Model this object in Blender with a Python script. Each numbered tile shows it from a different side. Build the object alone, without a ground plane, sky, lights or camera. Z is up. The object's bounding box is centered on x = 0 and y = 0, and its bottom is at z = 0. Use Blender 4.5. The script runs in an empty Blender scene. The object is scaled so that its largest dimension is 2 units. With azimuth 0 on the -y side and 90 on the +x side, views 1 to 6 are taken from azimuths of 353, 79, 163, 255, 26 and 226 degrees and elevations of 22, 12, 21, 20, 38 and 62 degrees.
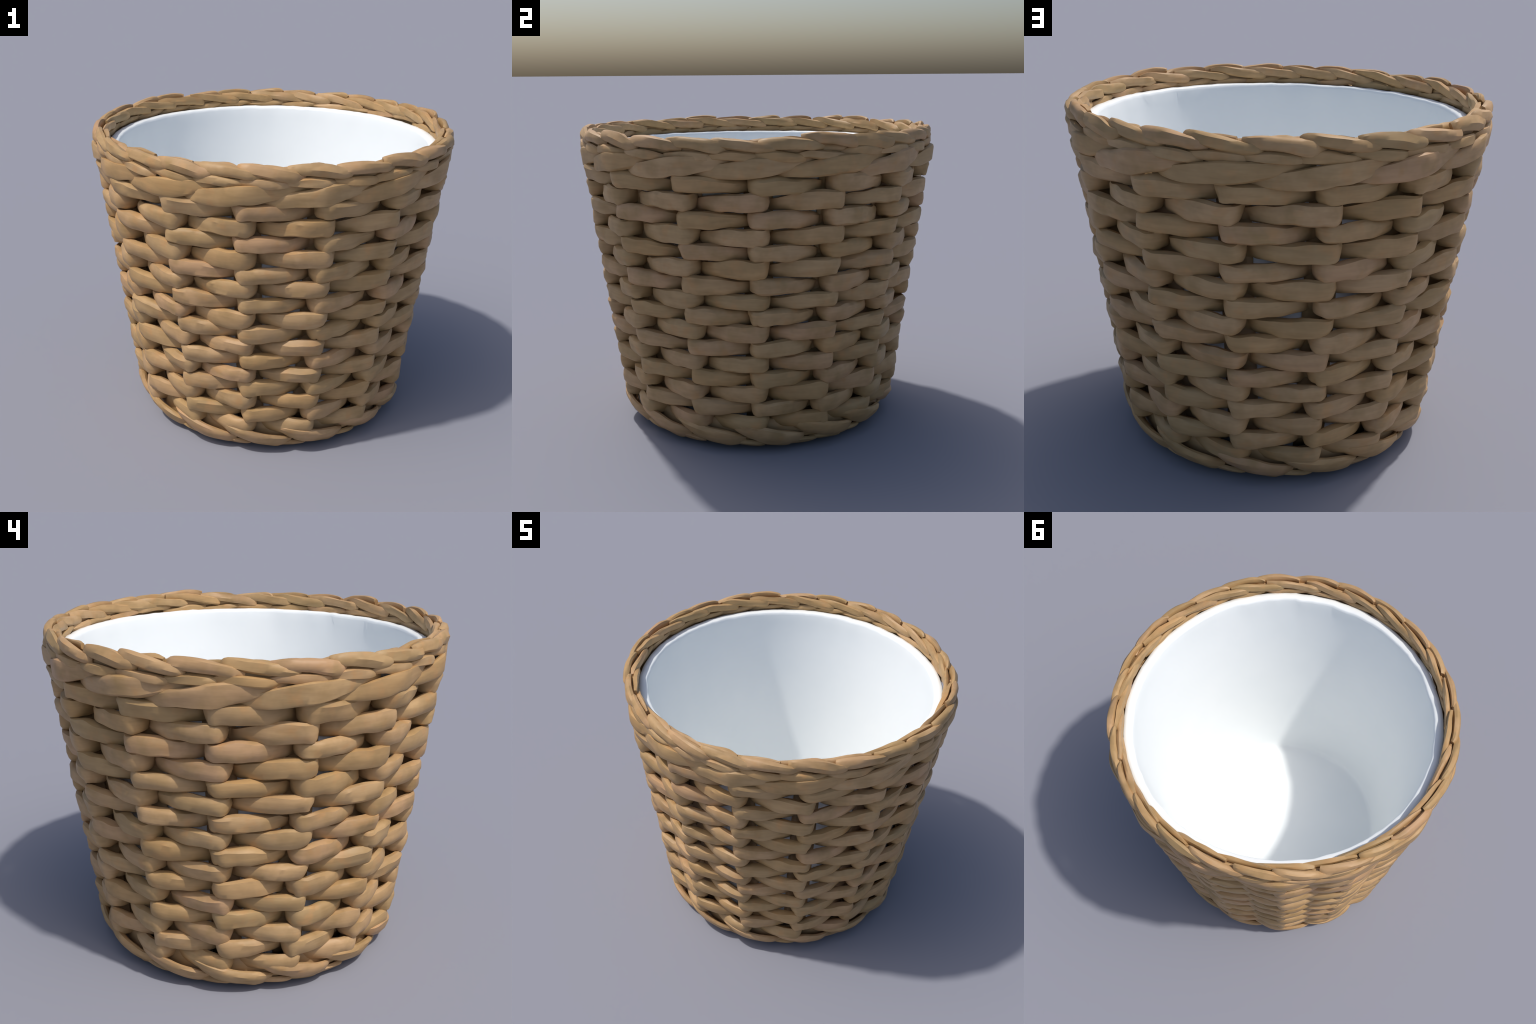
"""Round tapered basket of twined rush strands with a plaited rim, holding a white pot."""
import bpy, math, random
from mathutils import Vector, Matrix, noise

rng = random.Random(7)
STAKES = 15
STEP = 360.0 / STAKES            # degrees between two upright stakes
PHASE = 8.5                      # azimuth of the first stake (0 = -y, 90 = +x)
ROWS = 16
ROW_TOP, ROW_PITCH = 1.434, 0.0839


def wall_radius(z):
    """outermost radius of the woven wall, over a stake"""
    r = 0.788 + 0.1335 * z
    if z < 0.22:
        r -= 0.10 * ((0.22 - z) / 0.22) ** 2.2
    return r


def polar(az, r, z):
    a = math.radians(az)
    return Vector((r * math.sin(a), -r * math.cos(a), z))


# ------------------------------------------------------------------ materials
def new_mat(name):
    m = bpy.data.materials.new(name)
    m.use_nodes = True
    nt = m.node_tree
    nt.nodes.clear()
    out = nt.nodes.new('ShaderNodeOutputMaterial')
    bsdf = nt.nodes.new('ShaderNodeBsdfPrincipled')
    nt.links.new(bsdf.outputs[0], out.inputs[0])
    return m, nt, bsdf


def ramp(nt, stops):
    n = nt.nodes.new('ShaderNodeValToRGB')
    e = n.color_ramp.elements
    while len(e) < len(stops):
        e.new(0.5)
    for el, (p, c) in zip(e, stops):
        el.position = p
        el.color = (*c, 1)
    return n


def mix(nt, mode, fac, a, b):
    n = nt.nodes.new('ShaderNodeMix')
    n.data_type = 'RGBA'
    n.blend_type = mode
    for i, v in ((0, fac), (6, a), (7, b)):
        if hasattr(v, 'links'):
            nt.links.new(v, n.inputs[i])
        elif isinstance(v, (int, float)):
            n.inputs[i].default_value = v
        else:
            n.inputs[i].default_value = (*v, 1)
    return n.outputs[2]


def tex_noise(nt, vec, scale, detail=2.0, rough=0.5):
    n = nt.nodes.new('ShaderNodeTexNoise')
    n.inputs['Scale'].default_value = scale
    n.inputs['Detail'].default_value = detail
    n.inputs['Roughness'].default_value = rough
    nt.links.new(vec, n.inputs['Vector'])
    return n.outputs['Fac']


def straw_material():
    m, nt, b = new_mat('dried_rush')
    tc = nt.nodes.new('ShaderNodeTexCoord')
    oi = nt.nodes.new('ShaderNodeObjectInfo')
    # every strand gets its own piece of the pattern
    sh = nt.nodes.new('ShaderNodeVectorMath')
    sh.operation = 'MULTIPLY_ADD'
    comb = nt.nodes.new('ShaderNodeCombineXYZ')
    for i in range(3):
        nt.links.new(oi.outputs['Random'], comb.inputs[i])
    nt.links.new(comb.outputs[0], sh.inputs[0])
    sh.inputs[1].default_value = (37.0, 91.0, 53.0)
    nt.links.new(tc.outputs['Object'], sh.inputs[2])
    vec = sh.outputs[0]
    # strand-to-strand tint: honey, tan, pinkish, a little olive
    tint = ramp(nt, [(0.0, (0.460, 0.284, 0.121)), (0.2, (0.530, 0.342, 0.179)),
                     (0.4, (0.475, 0.312, 0.150)), (0.6, (0.520, 0.319, 0.172)),
                     (0.8, (0.429, 0.288, 0.137)), (1.0, (0.505, 0.312, 0.140))])
    nt.links.new(oi.outputs['Random'], tint.inputs[0])
    # soft blotches within a strand
    n1 = tex_noise(nt, vec, 9.0, 3.0, 0.55)
    r1 = ramp(nt, [(0.42, (0, 0, 0)), (0.72, (1, 1, 1))])
    nt.links.new(n1, r1.inputs[0])
    c = mix(nt, 'MIX', r1.outputs[0], tint.outputs[0], (0.389, 0.250, 0.111))
    n2 = tex_noise(nt, vec, 14.0, 2.0, 0.5)
    r2 = ramp(nt, [(0.56, (0, 0, 0)), (0.74, (1, 1, 1))])
    nt.links.new(n2, r2.inputs[0])
    f2 = nt.nodes.new('ShaderNodeMath')
    f2.operation = 'MULTIPLY'
    nt.links.new(r2.outputs[0], f2.inputs[0])
    f2.inputs[1].default_value = 0.7
    c = mix(nt, 'MIX', f2.outputs[0], c, (0.505, 0.286, 0.121))
    # fibre streaks: mesh is built lengthwise round z, so stretch noise across z
    mp = nt.nodes.new('ShaderNodeMapping')
    mp.inputs['Scale'].default_value = (6.0, 6.0, 42.0)
    nt.links.new(vec, mp.inputs['Vector'])
    fib = tex_noise(nt, mp.outputs[0], 1.0, 4.0, 0.6)
    rf = ramp(nt, [(0.3, (0.89, 0.875, 0.85)), (0.7, (1.08, 1.08, 1.075))])
    nt.links.new(fib, rf.inputs[0])
    c = mix(nt, 'MULTIPLY', 1.0, c, rf.outputs[0])
    nt.links.new(c, b.inputs['Base Color'])
    b.inputs['Roughness'].default_value = 0.52
    b.inputs['Specular IOR Level'].default_value = 0.35
    bp = nt.nodes.new('ShaderNodeBump')
    bp.inputs['Strength'].default_value = 0.2
    bp.inputs['Distance'].default_value = 0.004
    nt.links.new(fib, bp.inputs['Height'])
    nt.links.new(bp.outputs[0], b.inputs['Normal'])
    return m


def glaze_material():
    m, nt, b = new_mat('white_glaze')
    tc = nt.nodes.new('ShaderNodeTexCoord')
    n1 = tex_noise(nt, tc.outputs['Object'], 3.0, 3.0, 0.5)
    r1 = ramp(nt, [(0.3, (0.895, 0.935, 0.945)), (0.7, (0.92, 0.952, 0.958))])  # white tinted blue and lightened to match the cool shade inside the pot
    nt.links.new(n1, r1.inputs[0])
    nt.links.new(r1.outputs[0], b.inputs['Base Color'])
    b.inputs['Roughness'].default_value = 0.42
    b.inputs['Specular IOR Level'].default_value = 0.4
    return m


STRAW = straw_material()
GLAZE = glaze_material()


# ------------------------------------------------------------------ strand builder
def catmull(rows, u):
    n = len(rows) - 1
    x = min(max(u, 0.0), 1.0) * n
    i = min(int(x), n - 1)
    t = x - i
    p1, p2 = rows[i], rows[i + 1]
    p0 = rows[i - 1] if i else [2 * a - b for a, b in zip(p1, p2)]
    p3 = rows[i + 2] if i + 2 <= n else [2 * b - a for a, b in zip(p1, p2)]
    return [0.5 * (2 * b + (c - a) * t + (2 * a - 5 * b + 4 * c - d) * t * t
                   + (3 * b - a - 3 * c + d) * t ** 3) for a, b, c, d in zip(p0, p1, p2, p3)]


def strand_mesh(name, stations, seed, per=3, sides=12, power=2.7, rough=0.0042):
    """stations: (azimuth, radius, z, half thickness, half height, roll degrees)"""
    r = random.Random(seed)
    off = Vector((r.uniform(-50, 50), r.uniform(-50, 50), r.uniform(-50, 50)))
    ph = r.uniform(0, 6.28)
    cnt = per * (len(stations) - 1) + 1
    S = [catmull(stations, i / (cnt - 1)) for i in range(cnt)]
    P = [polar(s[0], s[1], s[2]) for s in S]
    origin = P[cnt // 2].copy()
    verts, faces = [], []
    for i in range(cnt):
        T = (P[min(i + 1, cnt - 1)] - P[max(i - 1, 0)]).normalized()
        U = Vector((0, 0, 1)) - T * T.z
        U.normalize()
        N = T.cross(U)
        q = Matrix.Rotation(math.radians(S[i][5]), 3, T)
        U, N = q @ U, q @ N
        a, b = S[i][3], S[i][4]
        for k in range(sides):
            g = 2 * math.pi * k / sides
            cg, sg = math.cos(g), math.sin(g)
            x = math.copysign(abs(cg) ** (2 / power), cg) * a
            y = math.copysign(abs(sg) ** (2 / power), sg) * b
            v = P[i] + N * x + U * y
            d = (N * cg + U * sg)
            # lumps, and a few lengthwise folds
            w = noise.noise(v * 11 + off) * rough
            w += noise.noise(Vector((cg * 1.6, sg * 1.6, i / cnt * 2.2 + ph)) + off) * rough * 1.3
            w -= max(0.0, noise.noise(Vector((cg * 3.2, sg * 3.2, i / cnt * 3.0)) - off) - 0.25) * rough * 2.0
            verts.append(v + d * w - origin)
    for i in range(cnt - 1):
        for k in range(sides):
            k2 = (k + 1) % sides
            faces.append((i * sides + k, i * sides + k2, (i + 1) * sides + k2, (i + 1) * sides + k))
    faces.append(tuple(range(sides))[::-1])
    faces.append(tuple((cnt - 1) * sides + k for k in range(sides)))
    me = bpy.data.meshes.new(name)
    me.from_pydata([tuple(v) for v in verts], [], faces)
    me.update()
    import bmesh
    bm = bmesh.new()
    bm.from_mesh(me)
    bmesh.ops.recalc_face_normals(bm, faces=bm.faces)
    bm.to_mesh(me)
    bm.free()
    me.polygons.foreach_set('use_smooth', [len(p.vertices) == 4 for p in me.polygons])
    me.set_sharp_from_angle(angle=math.radians(36))
    me.materials.append(STRAW)
    return me, origin


def link(ob, parent=None):
    bpy.context.scene.collection.objects.link(ob)
    if parent:
        ob.parent = parent
    return ob


def place(name, mesh_origin, az, parent, dz=0.0, sz=1.0, dr=0.0, tilt=0.0):
    """put a copy of a strand round the axis at azimuth az"""
    me, o = mesh_origin
    ob = bpy.data.objects.new(name, me)
    R = Matrix.Rotation(math.radians(az), 3, 'Z')
    p = R @ o
    rad = Vector((p.x, p.y, 0)).normalized()
    ob.location = p + rad * dr + Vector((0, 0, dz))
    ob.rotation_euler = (Matrix.Rotation(math.radians(tilt), 3, rad) @ R).to_euler()
    ob.scale = (1, 1, sz)
    return link(ob, parent)


basket = bpy.data.objects.new('woven_basket', None)
link(basket)
basket.location = (0.008, -0.003, 0)
basket['label'] = 'round tapered tan basket of twined rush strands with plaited rim'
basket['category'] = 'basket'

stake_jit = [rng.uniform(-0.7, 0.7) for _ in range(STAKES)]


# ------------------------------------------------------------------ wall weave
# one stitch: (distance from its stake in stake spacings, depth of its centre below
# the outer envelope, height shift, half thickness, half height)
STITCH = [(-0.084, 0.116, -0.002, 0.012, 0.033),
          (-0.096, 0.090, -0.001, 0.015, 0.0390),
          (-0.089, 0.060, 0.000, 0.017, 0.0415),
          (-0.060, 0.0365, 0.000, 0.018, 0.0430),
          (-0.015, 0.0220, 0.000, 0.019, 0.0435),
          (0.070, 0.0240, 0.000, 0.023, 0.0445),
          (0.210, 0.036, 0.000, 0.028, 0.0450),
          (0.370, 0.050, -0.002, 0.029, 0.0440),
          (0.540, 0.068, -0.007, 0.027, 0.0410),
          (0.680, 0.085, -0.012, 0.023, 0.0370),
          (0.780, 0.099, -0.016, 0.018, 0.0330),
          (0.845, 0.114, -0.019, 0.012, 0.0290),
          (0.895, 0.122, -0.020, 0.008, 0.0260),
          (0.950, 0.124, -0.020, 0.007, 0.0240)]


def stitch(row, z0, seed):
    r = random.Random(seed)
    head_left = row % 2 == 0
    h = r.uniform(0.95, 1.08)
    lead = r.uniform(-0.015, 0.015)
    R0 = wall_radius(z0)
    rows = []
    for f, dep, dz, a, b in STITCH:
        if f < 0.3:
            f += lead * (1 if f < 0 else 0.5)
        az = f * STEP if head_left else -f * STEP
        dzz = dz + r.uniform(-0.0025, 0.0025)
        bb = b * h * r.uniform(0.93, 1.06)
        z = z0 + dzz
        # stay clear of the pot inside
        dep = min(dep, R0 - (0.668 + 0.1324 * (z0 - 0.14)) - a - 0.014)
        # a strand lies against the sloping wall
        rows.append((az, R0 - dep + 0.1335 * dzz, z, a * r.uniform(0.95, 1.05), bb,
                     7.6 + r.uniform(-9, 9)))
    if not head_left:
        rows.reverse()
        rows = [(s[0], s[1], s[2], s[3], s[4], s[5]) for s in rows]
    return strand_mesh('weave_strand', rows, seed)


for row in range(ROWS):
    z0 = ROW_TOP - row * ROW_PITCH
    variants = [stitch(row, z0, 1000 + row * 10 + v) for v in range(4)]
    prev = -1
    for k in range(STAKES):
        v = rng.choice([i for i in range(4) if i != prev])
        prev = v
        place('weave_strand', variants[v], PHASE + k * STEP + stake_jit[k] + rng.uniform(-0.35, 0.35),
              basket, dz=rng.uniform(-0.004, 0.004), sz=rng.uniform(0.94, 1.08),
              dr=rng.uniform(-0.003, 0.002), tilt=rng.uniform(-1.0, 1.0))

# ------------------------------------------------------------------ upright stakes
# broad flat stakes that lie behind the stitches
stake_rows = [(0, wall_radius(z) - 0.1215, z, 0.005, 0.074, 0) for z in (0.16, 0.3, 0.5, 0.8, 1.1, 1.35, 1.50)]


def stake_mesh():
    sides, verts, faces = 10, [], []
    n = len(stake_rows)
    for az, r, z, a, b, _ in stake_rows:
        for k in range(sides):
            g = 2 * math.pi * k / sides
            verts.append((b * math.sin(g), -r - a * math.cos(g), z))
    for i in range(n - 1):
        for k in range(sides):
            k2 = (k + 1) % sides
            faces.append((i * sides + k, i * sides + k2, (i + 1) * sides + k2, (i + 1) * sides + k))
    faces.append(tuple(range(sides))[::-1])
    faces.append(tuple((n - 1) * sides + k for k in range(sides)))
    me = bpy.data.meshes.new('stake')
    me.from_pydata(verts, [], faces)
    me.polygons.foreach_set('use_smooth', [len(p.vertices) == 4 for p in me.polygons])
    me.materials.append(STRAW)
    return me, Vector((0, 0, 0))


SM = stake_mesh()
for k in range(STAKES):
    place('stake', SM, PHASE + k * STEP + stake_jit[k], basket)

# ------------------------------------------------------------------ diagonal band under the rim
BAND = [(-0.78, 0.926, 1.488, 0.010, 0.021),
        (-0.58, 0.947, 1.494, 0.013, 0.030),
        (-0.36, 0.959, 1.502, 0.015, 0.039),
        (-0.14, 0.973, 1.512, 0.017, 0.046),
        (0.00, 0.977, 1.520, 0.018, 0.048),
        (0.16, 0.970, 1.527, 0.017, 0.045),
        (0.38, 0.957, 1.536, 0.015, 0.037),
        (0.62, 0.945, 1.545, 0.013, 0.028),
        (0.86, 0.930, 1.552, 0.010, 0.018)]
bands = []
for v in range(5):
    r = random.Random(300 + v)
    rows = [(f * STEP, rr, z + r.uniform(-0.003, 0.003), a, b * r.uniform(0.95, 1.05), 5 + r.uniform(-4, 4))
            for f, rr, z, a, b in BAND]
    bands.append(strand_mesh('band_strand', rows, 310 + v, power=3.2))
for k in range(STAKES):
    place('band_strand', bands[k % 5 if k < 14 else 2], PHASE - 1.0 + k * STEP + stake_jit[k] + rng.uniform(-0.8, 0.8),
          basket, dz=rng.uniform(-0.004, 0.004), sz=rng.uniform(0.95, 1.06), dr=rng.uniform(-0.005, 0.006),
          tilt=rng.uniform(-0.8, 0.8))

# ------------------------------------------------------------------ plaited rim
PLAIT = 27
PSTEP = 360.0 / PLAIT
# azimuths where the outer upper strands end
ENDS = [0, 12.8, 26, 41, 56, 69.6, 82.6, 96.0, 109.3, 122.5, 134.5, 146, 158.5, 171.9, 185, 197.8,
        211.5, 226, 239.3, 252.6, 266, 279, 292, 306, 320, 334, 347]
# azimuth step from the strand's end in degrees, radius, z, half thickness, half height, roll
RIM_ROWS = {
    'outer': [(-16.6, 0.946, 1.635, 0.012, 0.022, -16), (-15.4, 0.954, 1.639, 0.016, 0.027, -16),
              (-11.0, 0.962, 1.638, 0.020, 0.0295, -12), (-6.0, 0.966, 1.630, 0.021, 0.0300, -8),
              (-1.5, 0.967, 1.619, 0.019, 0.028, -4), (0.5, 0.962, 1.613, 0.016, 0.024, 0),
              (1.6, 0.950, 1.609, 0.011, 0.018, 0)],
    'inner': [(-24.0, 0.924, 1.604, 0.011, 0.018, 6), (-22.8, 0.916, 1.610, 0.014, 0.0225, 6),
              (-18, 0.912, 1.619, 0.016, 0.024, 8), (-12, 0.917, 1.631, 0.016, 0.023, 14),
              (-7, 0.926, 1.638, 0.014, 0.019, 20), (-4, 0.936, 1.636, 0.010, 0.014, 20)],
    'lower': [(-11.5, 0.946, 1.572, 0.008, 0.012, 0), (-8.5, 0.960, 1.579, 0.014, 0.019, 0),
              (-4, 0.969, 1.581, 0.016, 0.024, 0), (1, 0.966, 1.575, 0.015, 0.022, 0),
              (5, 0.948, 1.567, 0.009, 0.013, 0)],
    'lining': [(-11.5, 0.932, 1.580, 0.008, 0.012, 0), (-8.5, 0.922, 1.582, 0.012, 0.017, 0),
               (-4, 0.915, 1.580, 0.014, 0.019, 0), (1, 0.918, 1.576, 0.013, 0.017, 0),
               (5, 0.932, 1.572, 0.008, 0.012, 0)],
}


def rim_lift(az):
    """a few strands stand up from the rim on one side"""
    return -0.002 + 0.012 * math.exp(-((az - 111) / 5.0) ** 2) - 0.006 * math.exp(-((az - 74) / 26.0) ** 2)


for kind, prof in RIM_ROWS.items():
    vs = []
    for v in range(5):
        r = random.Random(hash_seed := 500 + 10 * list(RIM_ROWS).index(kind) + v)
        rows = [(a + r.uniform(-0.5, 0.5), rr + r.uniform(-0.002, 0.002), z + r.uniform(-0.003, 0.003),
                 t * r.uniform(0.95, 1.06), h * r.uniform(0.93, 1.08), roll + r.uniform(-7, 7))
                for a, rr, z, t, h, roll in prof]
        vs.append(strand_mesh('plait_strand', rows, hash_seed, power=2.3, sides=10, per=3))
    prev = -1
    for k in range(PLAIT):
        v = rng.choice([i for i in range(5) if i != prev])
        prev = v
        shift = 6.5 if kind in ('lower', 'lining') else 0
        place('plait_strand', vs[v], ENDS[k] + shift + rng.uniform(-0.8, 0.8), basket,
              dz=rng.uniform(-0.004, 0.004) + rim_lift(ENDS[k]), sz=rng.uniform(0.95, 1.06),
              dr=rng.uniform(-0.004, 0.004), tilt=rng.uniform(-3, 2.5))


def ring(name, profile, parent, mat, seg=120, closed=True):
    """surface of revolution through (r, z) points"""
    n = len(profile)
    verts, faces = [], []
    for j in range(seg):
        a = 2 * math.pi * j / seg
        for r, z in profile:
            verts.append((r * math.sin(a), -r * math.cos(a), z))
    for j in range(seg):
        j2 = (j + 1) % seg
        for i in range(n if closed else n - 1):
            i2 = (i + 1) % n
            faces.append((j * n + i, j * n + i2, j2 * n + i2, j2 * n + i))
    me = bpy.data.meshes.new(name)
    me.from_pydata(verts, [], faces)
    me.validate()
    import bmesh
    bm = bmesh.new()
    bm.from_mesh(me)
    bmesh.ops.remove_doubles(bm, verts=bm.verts, dist=1e-5)
    bmesh.ops.recalc_face_normals(bm, faces=bm.faces)
    bm.to_mesh(me)
    bm.free()
    me.polygons.foreach_set('use_smooth', [True] * len(me.polygons))
    me.materials.append(mat)
    ob = bpy.data.objects.new(name, me)
    return link(ob, parent)


ring('rim_core', [(0.940 + 0.015 * math.cos(g), 1.598 + 0.022 * math.sin(g))
                  for g in [2 * math.pi * i / 12 for i in range(12)]], basket, STRAW)

# ------------------------------------------------------------------ foot of the basket
FOOT = [(-0.50, 0.732, 0.146, 0.014, 0.026), (-0.36, 0.760, 0.138, 0.018, 0.036),
        (-0.12, 0.773, 0.120, 0.021, 0.046), (0.12, 0.770, 0.101, 0.021, 0.050),
        (0.36, 0.760, 0.083, 0.020, 0.048), (0.56, 0.746, 0.069, 0.017, 0.041),
        (0.70, 0.722, 0.060, 0.012, 0.030)]
feet = []
for v in range(5):
    r = random.Random(700 + v)
    rows = [(f * STEP, rr, z + r.uniform(-0.003, 0.003), a, b * r.uniform(0.95, 1.06), 30 + r.uniform(-5, 5))
            for f, rr, z, a, b in FOOT]
    feet.append(strand_mesh('foot_strand', rows, 710 + v))
for k in range(STAKES):
    place('foot_strand', feet[(k * 2) % 5], PHASE + k * STEP + stake_jit[k] + rng.uniform(-1, 1), basket,
          dz=rng.uniform(-0.003, 0.003))
SOLE = [(-9, 0.708, 0.046, 0.010, 0.013, 45), (-5, 0.722, 0.043, 0.013, 0.022, 45),
        (0, 0.725, 0.040, 0.014, 0.023, 45), (4, 0.724, 0.037, 0.013, 0.020, 45),
        (6, 0.717, 0.035, 0.010, 0.015, 45)]
soles = [strand_mesh('sole_strand', [tuple(s) for s in SOLE], 760 + v, power=2.8) for v in range(4)]
for k in range(30):
    place('sole_strand', soles[k % 4], k * 12 + 3 + rng.uniform(-1, 1), basket, dz=rng.uniform(-0.001, 0.002))
ring('foot_core', [(0.715 + 0.020 * math.cos(g), 0.115 + 0.062 * math.sin(g))
                   for g in [2 * math.pi * i / 12 for i in range(12)]], basket, STRAW)
# underside: coiled base
for i in range(11):
    rc = 0.68 - i * 0.062
    ring('base_coil', [(rc + 0.033 * math.cos(g), 0.036 + 0.013 * math.sin(g))
                       for g in [2 * math.pi * j / 10 for j in range(10)]], basket, STRAW, seg=72)

# ------------------------------------------------------------------ white pot
POT_R0, POT_R1 = 0.668, 0.852      # inner radius just above the floor and under the lip


def pot_inner(z):
    return POT_R0 + (POT_R1 - POT_R0) * (z - 0.14) / (1.53 - 0.14)


pot_prof = [(0.0, 0.062), (0.50, 0.062), (0.622, 0.064), (0.645, 0.071), (0.657, 0.090), (pot_inner(0.14), 0.14)]
pot_prof += [(pot_inner(z), z) for z in (0.5, 0.8, 1.1, 1.35, 1.50)]
pot_prof += [(0.852, 1.548), (0.856, 1.5610), (0.862, 1.5655), (0.885, 1.567), (0.903, 1.564), (0.909, 1.555),
             (0.900, 1.538), (0.868, 1.525)]
pot_prof += [(pot_inner(z) + 0.007, z) for z in (1.45, 1.1, 0.6, 0.2, 0.12)] + [(0.64, 0.053), (0.0, 0.053)]
pot = ring('flower_pot', pot_prof, None, GLAZE, seg=160, closed=False)
# the lip is a little ragged and wavy
for v in pot.data.vertices:
    if v.co.z > 1.545:
        a = math.atan2(v.co.x, -v.co.y)
        n = noise.noise(Vector((math.cos(a) * 9, math.sin(a) * 9, 3.1)))
        n2 = noise.noise(Vector((math.cos(a) * 22, math.sin(a) * 22, 8.7)))
        rr = math.hypot(v.co.x, v.co.y)
        k = 1 + (0.008 * n + 0.004 * n2) * (1.0 if rr < 0.875 else 0.3)
        v.co.x *= k
        v.co.y *= k
        v.co.z += 0.003 * n2
pot.location = (0.011, -0.003, 0)
pot['label'] = 'plain white glossy conical pot with flat rim'
pot['category'] = 'flower pot'
